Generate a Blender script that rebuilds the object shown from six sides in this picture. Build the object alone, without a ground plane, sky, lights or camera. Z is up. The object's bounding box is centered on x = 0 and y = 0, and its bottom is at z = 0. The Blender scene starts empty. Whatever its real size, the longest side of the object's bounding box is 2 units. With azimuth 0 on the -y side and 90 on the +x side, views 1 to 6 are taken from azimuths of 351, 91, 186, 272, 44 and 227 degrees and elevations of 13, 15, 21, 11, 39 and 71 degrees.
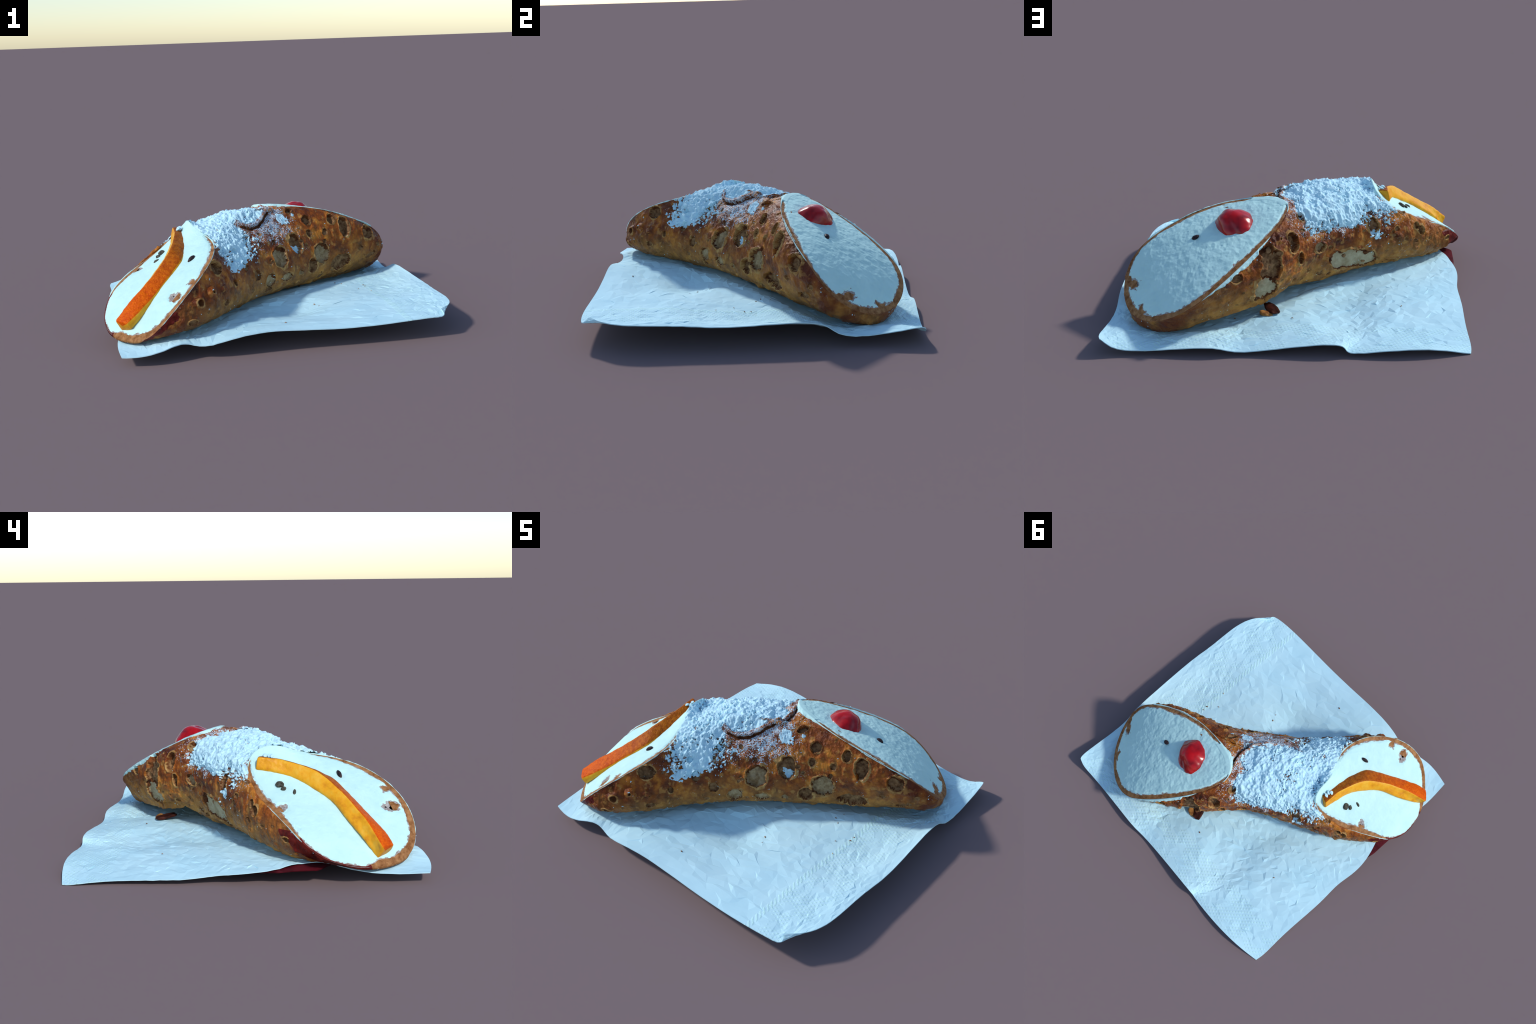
import bpy, bmesh, math
import numpy as np
from mathutils import Vector

rng = np.random.default_rng(7)
TAU = 2 * math.pi

# ------------------------------------------------------------------ noise
def _hash(ix, iy, iz, seed):
    h = (ix * 374761393 + iy * 668265263 + iz * 2147483647 + seed * 974634777) & 0xFFFFFFFF
    h = ((h ^ (h >> 13)) * 1274126177) & 0xFFFFFFFF
    h = ((h ^ (h >> 16)) * 2246822519) & 0xFFFFFFFF
    return ((h ^ (h >> 15)) & 0xFFFFFF) / float(0xFFFFFF)

def vnoise(p, scale, seed=0):
    """value noise, -1..1"""
    q = p * scale + 100.0
    i = np.floor(q).astype(np.int64)
    f = q - i
    f = f * f * f * (f * (f * 6 - 15) + 10)
    out = 0.0
    for dx in (0, 1):
        wx = f[..., 0] if dx else 1 - f[..., 0]
        for dy in (0, 1):
            wy = f[..., 1] if dy else 1 - f[..., 1]
            for dz in (0, 1):
                wz = f[..., 2] if dz else 1 - f[..., 2]
                out = out + wx * wy * wz * _hash(i[..., 0] + dx, i[..., 1] + dy, i[..., 2] + dz, seed)
    return out * 2 - 1

def fbm(p, scale, octaves=3, seed=0):
    s, a, t = 0.0, 1.0, 0.0
    for k in range(octaves):
        s = s + a * vnoise(p, scale * 2 ** k, seed + k)
        t += a
        a *= 0.5
    return s / t

def cells(p, scale, seed=0):
    """Voronoi: distance to the nearest point and a random number per cell"""
    q = p * scale + 50.0
    i = np.floor(q).astype(np.int64)
    best = np.full(q.shape[:-1], 9.0)
    ident = np.zeros(q.shape[:-1])
    for dx in (-1, 0, 1):
        for dy in (-1, 0, 1):
            for dz in (-1, 0, 1):
                c = (i[..., 0] + dx, i[..., 1] + dy, i[..., 2] + dz)
                d = 0.0
                for k in range(3):
                    d = d + (c[k] + _hash(*c, seed + 11 * k) - q[..., k]) ** 2
                near = d < best
                best = np.where(near, d, best)
                ident = np.where(near, _hash(*c, seed + 77), ident)
    return np.sqrt(best), ident

def facet(p, scale, seed=0):
    """piecewise linear noise: flat little planes meeting in sharp creases, -1..1"""
    q = np.stack([p @ np.array([.80, .36, .48]), p @ np.array([-.60, .48, .64]), p @ np.array([0, -.80, .60])], -1) * scale + 60.0
    i = np.floor(q).astype(np.int64)
    f = q - i
    order = np.argsort(-f, axis=-1)
    fs = np.take_along_axis(f, order, -1)
    w = [1 - fs[..., 0], fs[..., 0] - fs[..., 1], fs[..., 1] - fs[..., 2], fs[..., 2]]
    out = 0.0
    c = i.copy()
    for k in range(4):
        out = out + w[k] * _hash(c[..., 0], c[..., 1], c[..., 2], seed)
        if k < 3:
            c = c + (np.arange(3) == order[..., k:k + 1])
    return out * 2 - 1

def sstep(a, b, x):
    t = np.clip((x - a) / (b - a), 0, 1)
    return t * t * (3 - 2 * t)

# ------------------------------------------------------------------ mesh helpers
def new_mesh(name, verts, faces, mats=(), slot=None, smooth=True, parent=None):
    me = bpy.data.meshes.new(name)
    verts = np.asarray(verts, np.float32)
    if isinstance(faces, np.ndarray):
        n, k = faces.shape
        me.vertices.add(len(verts)); me.vertices.foreach_set("co", verts.ravel())
        me.loops.add(n * k); me.loops.foreach_set("vertex_index", faces.astype(np.int32).ravel())
        me.polygons.add(n)
        me.polygons.foreach_set("loop_start", np.arange(0, n * k, k, dtype=np.int32))
    else:
        me.from_pydata(verts.tolist(), [], faces)
    me.update(calc_edges=True)
    for m in mats:
        me.materials.append(m)
    if slot is not None:
        me.polygons.foreach_set("material_index", np.asarray(slot, np.int32))
    me.polygons.foreach_set("use_smooth", np.full(len(me.polygons), bool(smooth)))
    me.validate()
    me.update()
    ob = bpy.data.objects.new(name, me)
    bpy.context.collection.objects.link(ob)
    if parent is not None:
        ob.parent = parent
    return ob

def ring_faces(rows, cols, closed=True):
    c = np.arange(cols if closed else cols - 1)
    r = np.arange(rows - 1)
    R, Cc = np.meshgrid(r, c, indexing="ij")
    N = (Cc + 1) % cols
    return np.stack([R * cols + Cc, R * cols + N, (R + 1) * cols + N, (R + 1) * cols + Cc], -1).reshape(-1, 4)

def cull(verts, faces, keep):
    faces = faces[keep]
    used = np.unique(faces)
    back = np.full(len(verts), -1, np.int64)
    back[used] = np.arange(len(used))
    return verts[used], back[faces]

def grid_normals(P, closed=True):
    du = np.gradient(P, axis=0)
    dv = (np.roll(P, -1, 1) - np.roll(P, 1, 1)) if closed else np.gradient(P, axis=1)
    n = np.cross(dv, du)
    n /= np.linalg.norm(n, axis=-1)[..., None] + 1e-12
    return n

# ------------------------------------------------------------------ materials
class Nodes:
    def __init__(self, name):
        self.mat = bpy.data.materials.new(name)
        self.mat.use_nodes = True
        self.t = self.mat.node_tree
        self.bsdf = self.t.nodes["Principled BSDF"]
        self.co = self.n("ShaderNodeTexCoord").outputs["Object"]

    def n(self, kind, **kw):
        nd = self.t.nodes.new(kind)
        for k, v in kw.items():
            setattr(nd, k, v)
        return nd

    def link(self, a, b):
        self.t.links.new(a, b)

    def noise(self, scale, detail=3.0, rough=0.55, vec=None, dist=0.0):
        nd = self.n("ShaderNodeTexNoise")
        nd.inputs["Scale"].default_value = scale
        nd.inputs["Detail"].default_value = detail
        nd.inputs["Roughness"].default_value = rough
        nd.inputs["Distortion"].default_value = dist
        self.link(vec or self.co, nd.inputs["Vector"])
        return nd.outputs["Fac"]

    def math(self, op, a, b=None, c=None, clamp=False):
        nd = self.n("ShaderNodeMath", operation=op, use_clamp=clamp)
        for i, v in enumerate((a, b, c)):
            if v is None:
                continue
            if isinstance(v, (int, float)):
                nd.inputs[i].default_value = v
            else:
                self.link(v, nd.inputs[i])
        return nd.outputs[0]

    def rng(self, v, a, b, lo=0.0, hi=1.0):
        nd = self.n("ShaderNodeMapRange", interpolation_type="SMOOTHSTEP")
        self.link(v, nd.inputs[0])
        for i, x in enumerate((a, b, lo, hi)):
            nd.inputs[i + 1].default_value = x
        return nd.outputs[0]

    def ramp(self, v, stops):
        nd = self.n("ShaderNodeValToRGB")
        e = nd.color_ramp.elements
        while len(e) < len(stops):
            e.new(0.5)
        for el, (p, c) in zip(e, stops):
            el.position = p
            el.color = (*c, 1)
        self.link(v, nd.inputs[0])
        return nd.outputs[0]

    def mix(self, f, a, b, mode="MIX"):
        nd = self.n("ShaderNodeMix", data_type="RGBA", blend_type=mode)
        for i, v in ((0, f), (6, a), (7, b)):
            if isinstance(v, (int, float)):
                nd.inputs[i].default_value = v
            elif isinstance(v, tuple):
                nd.inputs[i].default_value = (*v, 1)
            else:
                self.link(v, nd.inputs[i])
        return nd.outputs[2]

    def xyz(self):
        s = self.n("ShaderNodeSeparateXYZ")
        self.link(self.co, s.inputs[0])
        return s.outputs

    def dot(self, d, vec=None):
        nd = self.n("ShaderNodeVectorMath", operation="DOT_PRODUCT")
        self.link(vec or self.co, nd.inputs[0])
        nd.inputs[1].default_value = d
        return nd.outputs["Value"]

    def dist(self, c):
        nd = self.n("ShaderNodeVectorMath", operation="DISTANCE")
        self.link(self.co, nd.inputs[0])
        nd.inputs[1].default_value = c
        return nd.outputs["Value"]

    def bump(self, h, strength=0.3, distance=0.01):
        nd = self.n("ShaderNodeBump")
        nd.inputs["Strength"].default_value = strength
        nd.inputs["Distance"].default_value = distance
        self.link(h, nd.inputs["Height"])
        self.link(nd.outputs[0], self.bsdf.inputs["Normal"])

    def done(self, color, rough=0.6, **kw):
        b = self.bsdf
        for key, v in (("Base Color", color), ("Roughness", rough), *kw.items()):
            key = key.replace("_", " ")
            if isinstance(v, (int, float)):
                b.inputs[key].default_value = v
            elif isinstance(v, tuple):
                b.inputs[key].default_value = (*v, 1) if len(v) == 3 and b.inputs[key].type == "RGBA" else v
            else:
                self.link(v, b.inputs[key])
        return self.mat

AX = (0.83, 0.557, 0.0)          # long axis of the roll

DARK, MID, ORANGE, TAN = (0.070, 0.014, 0.004), (0.27, 0.068, 0.008), (0.50, 0.18, 0.022), (0.46, 0.225, 0.050)

def mat_crust():
    m = Nodes("fried_crust")
    big = m.noise(5.5, 3)
    mid = m.noise(17, 4, 0.6)
    v = m.math("ADD", m.math("MULTIPLY", big, 0.55), m.math("MULTIPLY", mid, 0.5))
    col = m.ramp(v, [(0.37, DARK), (0.46, (0.16, 0.038, 0.007)), (0.54, MID), (0.64, ORANGE)])
    z = m.xyz()[2]
    pale = m.rng(m.math("ADD", z, m.math("MULTIPLY", m.math("SUBTRACT", m.noise(7, 3), 0.5), 0.32)), 0.37, 0.2)
    col = m.mix(m.math("MULTIPLY", pale, 0.62), col, m.ramp(mid, [(0.3, (0.22, 0.10, 0.025)), (0.62, TAN)]))
    # yellow puffs where the dough rose
    puff = m.rng(m.noise(24, 3), 0.56, 0.66)
    col = m.mix(m.math("MULTIPLY", puff, 0.55), col, (0.50, 0.25, 0.06))
    # scorched red-brown towards the two ends
    a = m.math("ABSOLUTE", m.math("SUBTRACT", m.dot(AX), 0.0))
    red = m.math("MULTIPLY", m.rng(a, 0.66, 0.98), m.rng(m.noise(9, 2), 0.35, 0.6))
    col = m.mix(m.math("MULTIPLY", red, 0.75), col, (0.13, 0.018, 0.006))
    # sugar dust specks
    w = m.math("MULTIPLY", m.rng(m.math("ADD", z, m.math("MULTIPLY", m.math("SUBTRACT", m.noise(6, 2), 0.5), 0.3)), 0.34, 0.54), m.rng(m.math("ABSOLUTE", m.math("ADD", m.dot(AX), 0.17)), 0.55, 0.18))
    grain = m.math("ADD", m.noise(150, 2, 0.6), m.math("MULTIPLY", m.math("SUBTRACT", m.noise(22, 3), 0.5), 0.55))
    th = m.math("SUBTRACT", 0.74, m.math("MULTIPLY", w, 0.29))
    dust = m.math("MULTIPLY", m.math("SUBTRACT", grain, th), 14.0, clamp=True)
    dust = m.math("MULTIPLY", dust, m.rng(z, 0.18, 0.3))
    col = m.mix(m.math("MULTIPLY", dust, 0.85), col, (0.55, 0.74, 0.86))
    m.bump(m.math("ADD", m.noise(60, 4, 0.6), m.math("MULTIPLY", m.noise(20, 2), 0.8)), 0.8, 0.009)
    rough = m.rng(mid, 0.3, 0.7, 0.30, 0.55)
    return m.done(col, m.math("ADD", rough, m.math("MULTIPLY", dust, 0.3)), Specular_IOR_Level=0.2)

def mat_two(name, a, b, scale, rough=0.7, bump=0.4, lo=0.35, hi=0.65, dist=0.006, **kw):
    m = Nodes(name)
    f = m.noise(scale, 4, 0.62)
    col = m.ramp(f, [(lo, a), (hi, b)])
    m.bump(m.noise(scale * 2.2, 3), bump, dist)
    kw.setdefault("Specular_IOR_Level", 0.14)
    return m.done(col, rough, **kw)

def mat_cream():
    m = Nodes("ricotta_cream")
    col = m.ramp(m.noise(12, 3), [(0.3, (0.52, 0.80, 0.79)), (0.7, (0.575, 0.86, 0.85))])
    m.bump(m.math("ADD", m.noise(70, 3), m.math("MULTIPLY", m.noise(220, 2), 0.4)), 0.3, 0.004)
    return m.done(col, 0.7, Specular_IOR_Level=0.12)

def mat_sugar():
    m = Nodes("icing_sugar")
    col = m.ramp(m.noise(40, 4, 0.6), [(0.3, (0.50, 0.77, 0.90)), (0.7, (0.60, 0.87, 0.96))])
    m.bump(m.noise(130, 3), 0.4, 0.004)
    return m.done(col, 0.9, Specular_IOR_Level=0.1)

def mat_napkin():
    m = Nodes("tissue_paper")
    x, y, z = m.xyz()
    col = m.ramp(m.noise(3.5, 3), [(0.3, (0.50, 0.79, 0.90)), (0.7, (0.58, 0.86, 0.95))])
    # embossed rows of dots in a border band and a stitched line at its inner side
    edge = m.math("MAXIMUM", x, m.math("SUBTRACT", y, 0.02))
    band = m.math("MULTIPLY", m.rng(edge, 0.64, 0.67), m.rng(edge, 0.95, 0.88))
    sx = m.math("SINE", m.math("MULTIPLY", m.math("ADD", x, m.math("MULTIPLY", y, 0.35)), 165.0))
    sy = m.math("SINE", m.math("MULTIPLY", m.math("SUBTRACT", y, m.math("MULTIPLY", x, 0.15)), 260.0))
    dots = m.math("MULTIPLY", m.rng(m.math("MULTIPLY", sx, sy), 0.15, 0.8), m.rng(m.noise(9, 2), 0.4, 0.55))
    dots = m.math("MULTIPLY", dots, band)
    near = m.rng(m.math("ABSOLUTE", m.math("SUBTRACT", x, 0.665)), 0.022, 0.012)
    st = m.math("MULTIPLY", near, m.rng(m.math("SINE", m.math("MULTIPLY", m.math("ADD", x, y), 210.0)), -0.2, 0.6))
    h = m.math("ADD", m.math("ADD", m.math("MULTIPLY", dots, 0.8), m.math("MULTIPLY", st, 1.0)), m.math("MULTIPLY", m.noise(25, 3), 0.5))
    col = m.mix(m.math("MULTIPLY", m.math("ADD", dots, st, None, True), 0.5), col, (0.58, 0.92, 0.86))
    m.bump(h, 0.35, 0.005)
    return m.done(col, 0.9, Specular_IOR_Level=0.15)

def mat_rind():
    m = Nodes("candied_rind")
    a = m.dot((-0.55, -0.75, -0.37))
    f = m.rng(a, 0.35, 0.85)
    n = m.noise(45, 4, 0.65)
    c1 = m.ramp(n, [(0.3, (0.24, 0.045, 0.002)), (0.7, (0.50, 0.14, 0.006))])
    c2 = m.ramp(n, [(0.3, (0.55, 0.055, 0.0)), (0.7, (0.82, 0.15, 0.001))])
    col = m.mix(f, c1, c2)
    m.bump(m.math("ADD", n, m.noise(110, 2)), 0.6, 0.006)
    return m.done(col, 0.5, Specular_IOR_Level=0.12)

def mat_pith():
    m = Nodes("candied_pith")
    col = m.ramp(m.noise(16, 4, 0.6), [(0.3, (0.62, 0.22, 0.008)), (0.5, (0.80, 0.36, 0.012)), (0.72, (0.78, 0.46, 0.05))])
    m.bump(m.noise(40, 3), 0.4, 0.006)
    return m.done(col, 0.42, Specular_IOR_Level=0.22)

def mat_cherry():
    m = Nodes("glace_cherry")
    col = m.ramp(m.noise(14, 3), [(0.3, (0.20, 0.0, 0.002)), (0.65, (0.50, 0.001, 0.003))])
    return m.done(col, 0.22, Specular_IOR_Level=0.5)

CRUST = mat_crust()
HALO = mat_two("crater_edge", (0.27, 0.11, 0.027), (0.50, 0.30, 0.11), 34)
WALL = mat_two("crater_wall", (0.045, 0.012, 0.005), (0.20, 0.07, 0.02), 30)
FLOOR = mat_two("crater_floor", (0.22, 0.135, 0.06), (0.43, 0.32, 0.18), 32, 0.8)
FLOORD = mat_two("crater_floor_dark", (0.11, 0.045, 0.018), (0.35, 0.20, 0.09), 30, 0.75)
BARE = mat_two("bare_dough", (0.33, 0.25, 0.14), (0.50, 0.42, 0.27), 14, 0.8)
BANDM = mat_two("cut_dough", (0.18, 0.065, 0.018), (0.42, 0.21, 0.085), 30, 0.65)
FILM = mat_two("thin_cream", (0.24, 0.17, 0.14), (0.44, 0.44, 0.44), 60, 0.6)
LIPRED = mat_two("dark_red_lip", (0.06, 0.006, 0.005), (0.17, 0.018, 0.012), 18, 0.45)
CREAM = mat_cream()
SUGAR = mat_sugar()
NAPKIN = mat_napkin()
LINER = mat_two("dark_red_paper", (0.05, 0.003, 0.007), (0.13, 0.010, 0.018), 12, 0.6)
RIND, PITH, CHERRY = mat_rind(), mat_pith(), mat_cherry()
CHOC = mat_two("dark_chocolate", (0.012, 0.007, 0.012), (0.045, 0.028, 0.03), 60, 0.4)
PISTA = mat_two("dusty_chocolate", (0.018, 0.018, 0.014), (0.10, 0.10, 0.08), 60, 0.55)

# ------------------------------------------------------------------ paper napkin
# edges as start, span and sine terms along each side
EDGE = {
    "front": [[.905, -.875, .160], [-1.817, -.043, -.099], [-.07, -.013, 0.], [.146, -.01, -.007], [.12, 0., -.006], [.002, .007, -.009], [-.005, -.009, .004], [-.002, .01, .002], [-.002, -.002, -.01]],
    "right": [[.905, -.875, .160], [.058, 1.781, -.067], [.073, .095, -.004], [.029, -.042, .014], [.017, -.005, -.015], [.004, .009, .005], [.007, .02, .007], [.006, -.038, -.009], [.003, .002, .004]],
    "rear": [[.963, .906, .093], [-1.899, .002, -.092], [.13, .036, -.003], [.021, -.01, -.03], [.072, .012, -.003], [-.013, -.007, -.005], [.043, .004, -.003], [.02, -.002, -.01], [-.036, .006, .014]],
    "left": [[-.936, .908, .001], [.024, -1.826, .060], [-.001, .098, .033], [-.019, -.029, -.017], [.014, .046, .006], [-.004, .006, .004], [-.011, .032, -.004], [.014, -.009, .003], [-.01, -.001, -.003]]}

def edge_curve(name, u, terms=2):
    c = np.array(EDGE[name])[:2 + terms]
    return np.stack([np.ones_like(u), u] + [np.sin(math.pi * k * u) for k in range(1, 1 + terms)], -1) @ c

def edge_ripple(name, u):
    return edge_curve(name, u, 7) - edge_curve(name, u)

def napkin_points(u, v):
    """Coons patch; u from right to left, v from front to rear (arrays)"""
    u = np.asarray(u, float)[..., None]; v = np.asarray(v, float)[..., None]
    f, b = edge_curve("front", u[..., 0]), edge_curve("rear", u[..., 0])
    r, l = edge_curve("right", v[..., 0]), edge_curve("left", 1 - v[..., 0])
    A, D = edge_curve("front", np.array([0., 1.]))
    B, C = edge_curve("rear", np.array([0., 1.]))
    P = (1 - v) * f + v * b + (1 - u) * r + u * l - ((1 - u) * (1 - v) * A + u * (1 - v) * D + (1 - u) * v * B + u * v * C)
    inner = np.minimum(np.minimum(u, 1 - u), np.minimum(v, 1 - v))[..., 0]
    # the fine waviness of each edge dies out inwards
    for side, w, q in (("front", u, v), ("rear", u, 1 - v), ("right", v, u), ("left", 1 - v, 1 - u)):
        rip = edge_ripple(side, w[..., 0])
        rip[..., 2] *= np.exp(-(q[..., 0] / .07))
        rip[..., :2] *= np.exp(-(q[..., 0] / .20))[..., None]
        P += rip
    k = sstep(0, .12, inner)
    P[..., 2] += k * (.008 * vnoise(P * np.array([1, 1, 0]), 2.6, 5) + .005 * vnoise(P * np.array([1, 1, 0]), 7, 6))
    # sag beside the roll, swells and soft crumples (x, y, height, length, width, direction)
    for x0, y0, amp, l, w, ang in ((.12, -.43, -.062, .20, .14, .59), (-.22, -.36, -.018, .16, .10, .59), (.62, .14, .022, .34, .10, .59), (.20, -.02, .012, .15, .08, .59),
                                   (.10, -.68, -.016, .30, .10, .1), (.32, -.66, -.010, .14, .10, 0), (.81, -.22, -.010, .14, .14, 0), (.80, -.62, -.004, .16, .14, 0),
                                   (.93, .0, .010, .07, .14, 0), (.92, .76, .012, .10, .14, 0), (.03, .69, .022, .15, .12, 0), (.42, .82, .026, .16, .12, 0), (.12, .87, .010, .20, .07, 0),
                                   (.03, -.35, -.010, .14, .10, .6), (-.34, .54, -.036, .15, .24, 0), (-.33, .27, -.022, .14, .09, .59), (-.42, .16, -.010, .14, .08, .59), (-.56, .45, -.010, .14, .10, 0), (-.75, .73, -.004, .16, .14, 0),
                                   (-.10, .60, .007, .05, .20, .3), (-.52, .66, .005, .06, .22, -.4), (.24, .78, -.007, .015, .10, .35), (.35, -.62, .004, .18, .05, .6), (-.70, .40, .006, .2, .04, .2)):
        dx, dy = math.cos(ang), math.sin(ang)
        a = (P[..., 0] - x0) * dx + (P[..., 1] - y0) * dy
        q = -(P[..., 0] - x0) * dy + (P[..., 1] - y0) * dx
        P[..., 2] += k * amp * np.exp(-(a / l) ** 2 - (q / w) ** 2)
    blunt = np.maximum(.16 - u[..., 0] - v[..., 0], 0) ** 2 / .16      # the near right corner is rounded
    P[..., 0] -= .22 * blunt
    P[..., 1] += .22 * blunt
    P[..., 0] *= np.where(P[..., 0] > 0, .993, 1.0)
    P[..., 1] *= np.where(P[..., 1] > 0, .987, 1.004)
    return P

def napkin_height(x, y):
    u, v = (.95 - x) / 1.88, (y + .9) / 1.8
    for _ in range(4):
        p = napkin_points(np.clip(u, 0, 1), np.clip(v, 0, 1))
        u = u + (p[..., 0] - x) / 1.88; v = v - (p[..., 1] - y) / 1.8
    return p[..., 2]

def on_napkin(x, y):
    return np.array([x, y, float(napkin_height(np.array([x]), np.array([y]))[0])])

# ------------------------------------------------------------------ the roll: Fourier cross-sections
# each section: mean, then cos/sin pairs in the angle t (0 bottom, 90 rear, 180 top, 270 front)
RIM_CHERRY = np.array([[.489, .46, .394], [.381, .206, -.233], [-.213, .254, -.067], [-.023, -.046, -.009], [.01, .045, -.021],
                       [.01, -.002, -.008], [-.018, .002, .001], [.009, .003, -.006], [.006, .008, -.005]])
RIM_ORANGE = np.array([[-.668, -.428, .348], [-.259, -.284, -.255], [-.168, .299, -.027], [-.011, .027, -.004], [-.012, .033, .019],
                       [.027, .013, -.002], [.014, .004, .014], [-.008, -.022, .007], [-.018, -.003, -.011]])
SECTIONS = np.array([
    [[-0.588, -0.362, 0.351], [-0.221, -0.227, -0.26], [-0.173, 0.331, 0.003], [-0.029, 0.027, -0.006], [-0.023, 0.054, 0.006], [0.022, 0.029, 0.014], [0.015, 0.022, -0.005]],
    [[-0.382, -0.184, 0.359], [-0.103, -0.08, -0.264], [-0.166, 0.294, 0.025], [-0.03, 0.011, 0.01], [-0.033, 0.027, 0.012], [0.007, 0.013, 0.022], [0.013, 0.016, -0.005]],
    [[-0.105, 0.046, 0.38], [0.073, 0.081, -0.277], [-0.139, 0.236, 0.002], [-0.023, 0.005, -0.001], [-0.052, 0.011, 0.011], [-0.034, 0.041, 0.018], [0.005, 0.003, 0.014]],
    [[0.169, 0.268, 0.374], [0.254, 0.186, -0.284], [-0.145, 0.235, -0.075], [0.008, -0.004, 0.008], [-0.065, 0.018, 0.024], [-0.04, 0.042, 0.026], [-0.01, 0.001, 0.044]],
    [[0.396, 0.423, 0.378], [0.377, 0.231, -0.263], [-0.183, 0.258, -0.094], [0.02, -0.016, -0.041], [-0.045, 0.036, -0.014], [-0.015, 0.041, -0.014], [-0.032, 0.008, 0.028]]])
STATIONS = np.array([0, .07, .25, .5, .75, .93, 1.0])
NORMAL_CHERRY = np.array([.274, .444, .853])
NORMAL_ORANGE = np.array([-.539, -.232, .81])

def fourier(t, K):
    c = [np.ones_like(t)]
    for k in range(1, K + 1):
        c += [np.cos(k * t), np.sin(k * t)]
    return np.stack(c, -1)

def spline_weights(S):
    n, h = len(STATIONS), np.diff(STATIONS)
    A = np.eye(n)
    for i in range(1, n - 1):
        A[i, i - 1:i + 2] = h[i - 1], 2 * (h[i - 1] + h[i]), h[i]
    W = np.zeros((len(S), n))
    i = np.clip(np.searchsorted(STATIONS, S, side="right") - 1, 0, n - 2)
    H = h[i]; a = (STATIONS[i + 1] - S) / H; b = 1 - a
    for k in range(n):
        y = np.zeros(n); y[k] = 1
        r = np.zeros(n)
        r[1:-1] = 6 * (np.diff(y)[1:] / h[1:] - np.diff(y)[:-1] / h[:-1])
        m = np.linalg.solve(A, r)
        W[:, k] = a * y[i] + b * y[i + 1] + ((a ** 3 - a) * m[i] + (b ** 3 - b) * m[i + 1]) * H * H / 6
    return W

def roll_surface(T, S):
    W = spline_weights(S)
    rings = [fourier(T, 4) @ RIM_ORANGE] + [fourier(T, 3) @ c for c in SECTIONS] + [fourier(T, 4) @ RIM_CHERRY]
    return np.einsum("sk,ktc->stc", W, np.array(rings))

def end_face(coef, normal, bulge, r, T):
    """smooth disc spanning a rim curve"""
    n = normal / np.linalg.norm(normal)
    P = np.repeat(coef[0][None, None], len(r), 0).repeat(len(T), 1)
    for k in range(1, 5):
        ring = np.cos(k * T)[:, None] * coef[2 * k - 1] + np.sin(k * T)[:, None] * coef[2 * k]
        P = P + (r ** k)[:, None, None] * ring[None]
    lift = (1 - r ** 2)[:, None] * (bulge[0] + bulge[1] * r[:, None] * np.cos(T)[None])
    return P + lift[..., None] * n

def on_end_face(coef, normal, bulge, p):
    """point of an end face nearest to the line through p along the face normal"""
    t = np.linspace(0, TAU, 180, endpoint=False)
    Q = end_face(coef, normal, bulge, np.linspace(.02, 1, 50), t).reshape(-1, 3)
    n = normal / np.linalg.norm(normal)
    d = Q - np.array(p)
    d = d - (d @ n)[:, None] * n
    return Q[np.argmin((d ** 2).sum(1))]

BULGE_CHERRY, BULGE_ORANGE = (0.049, 0.0), (0.020, 0.030)

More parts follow.
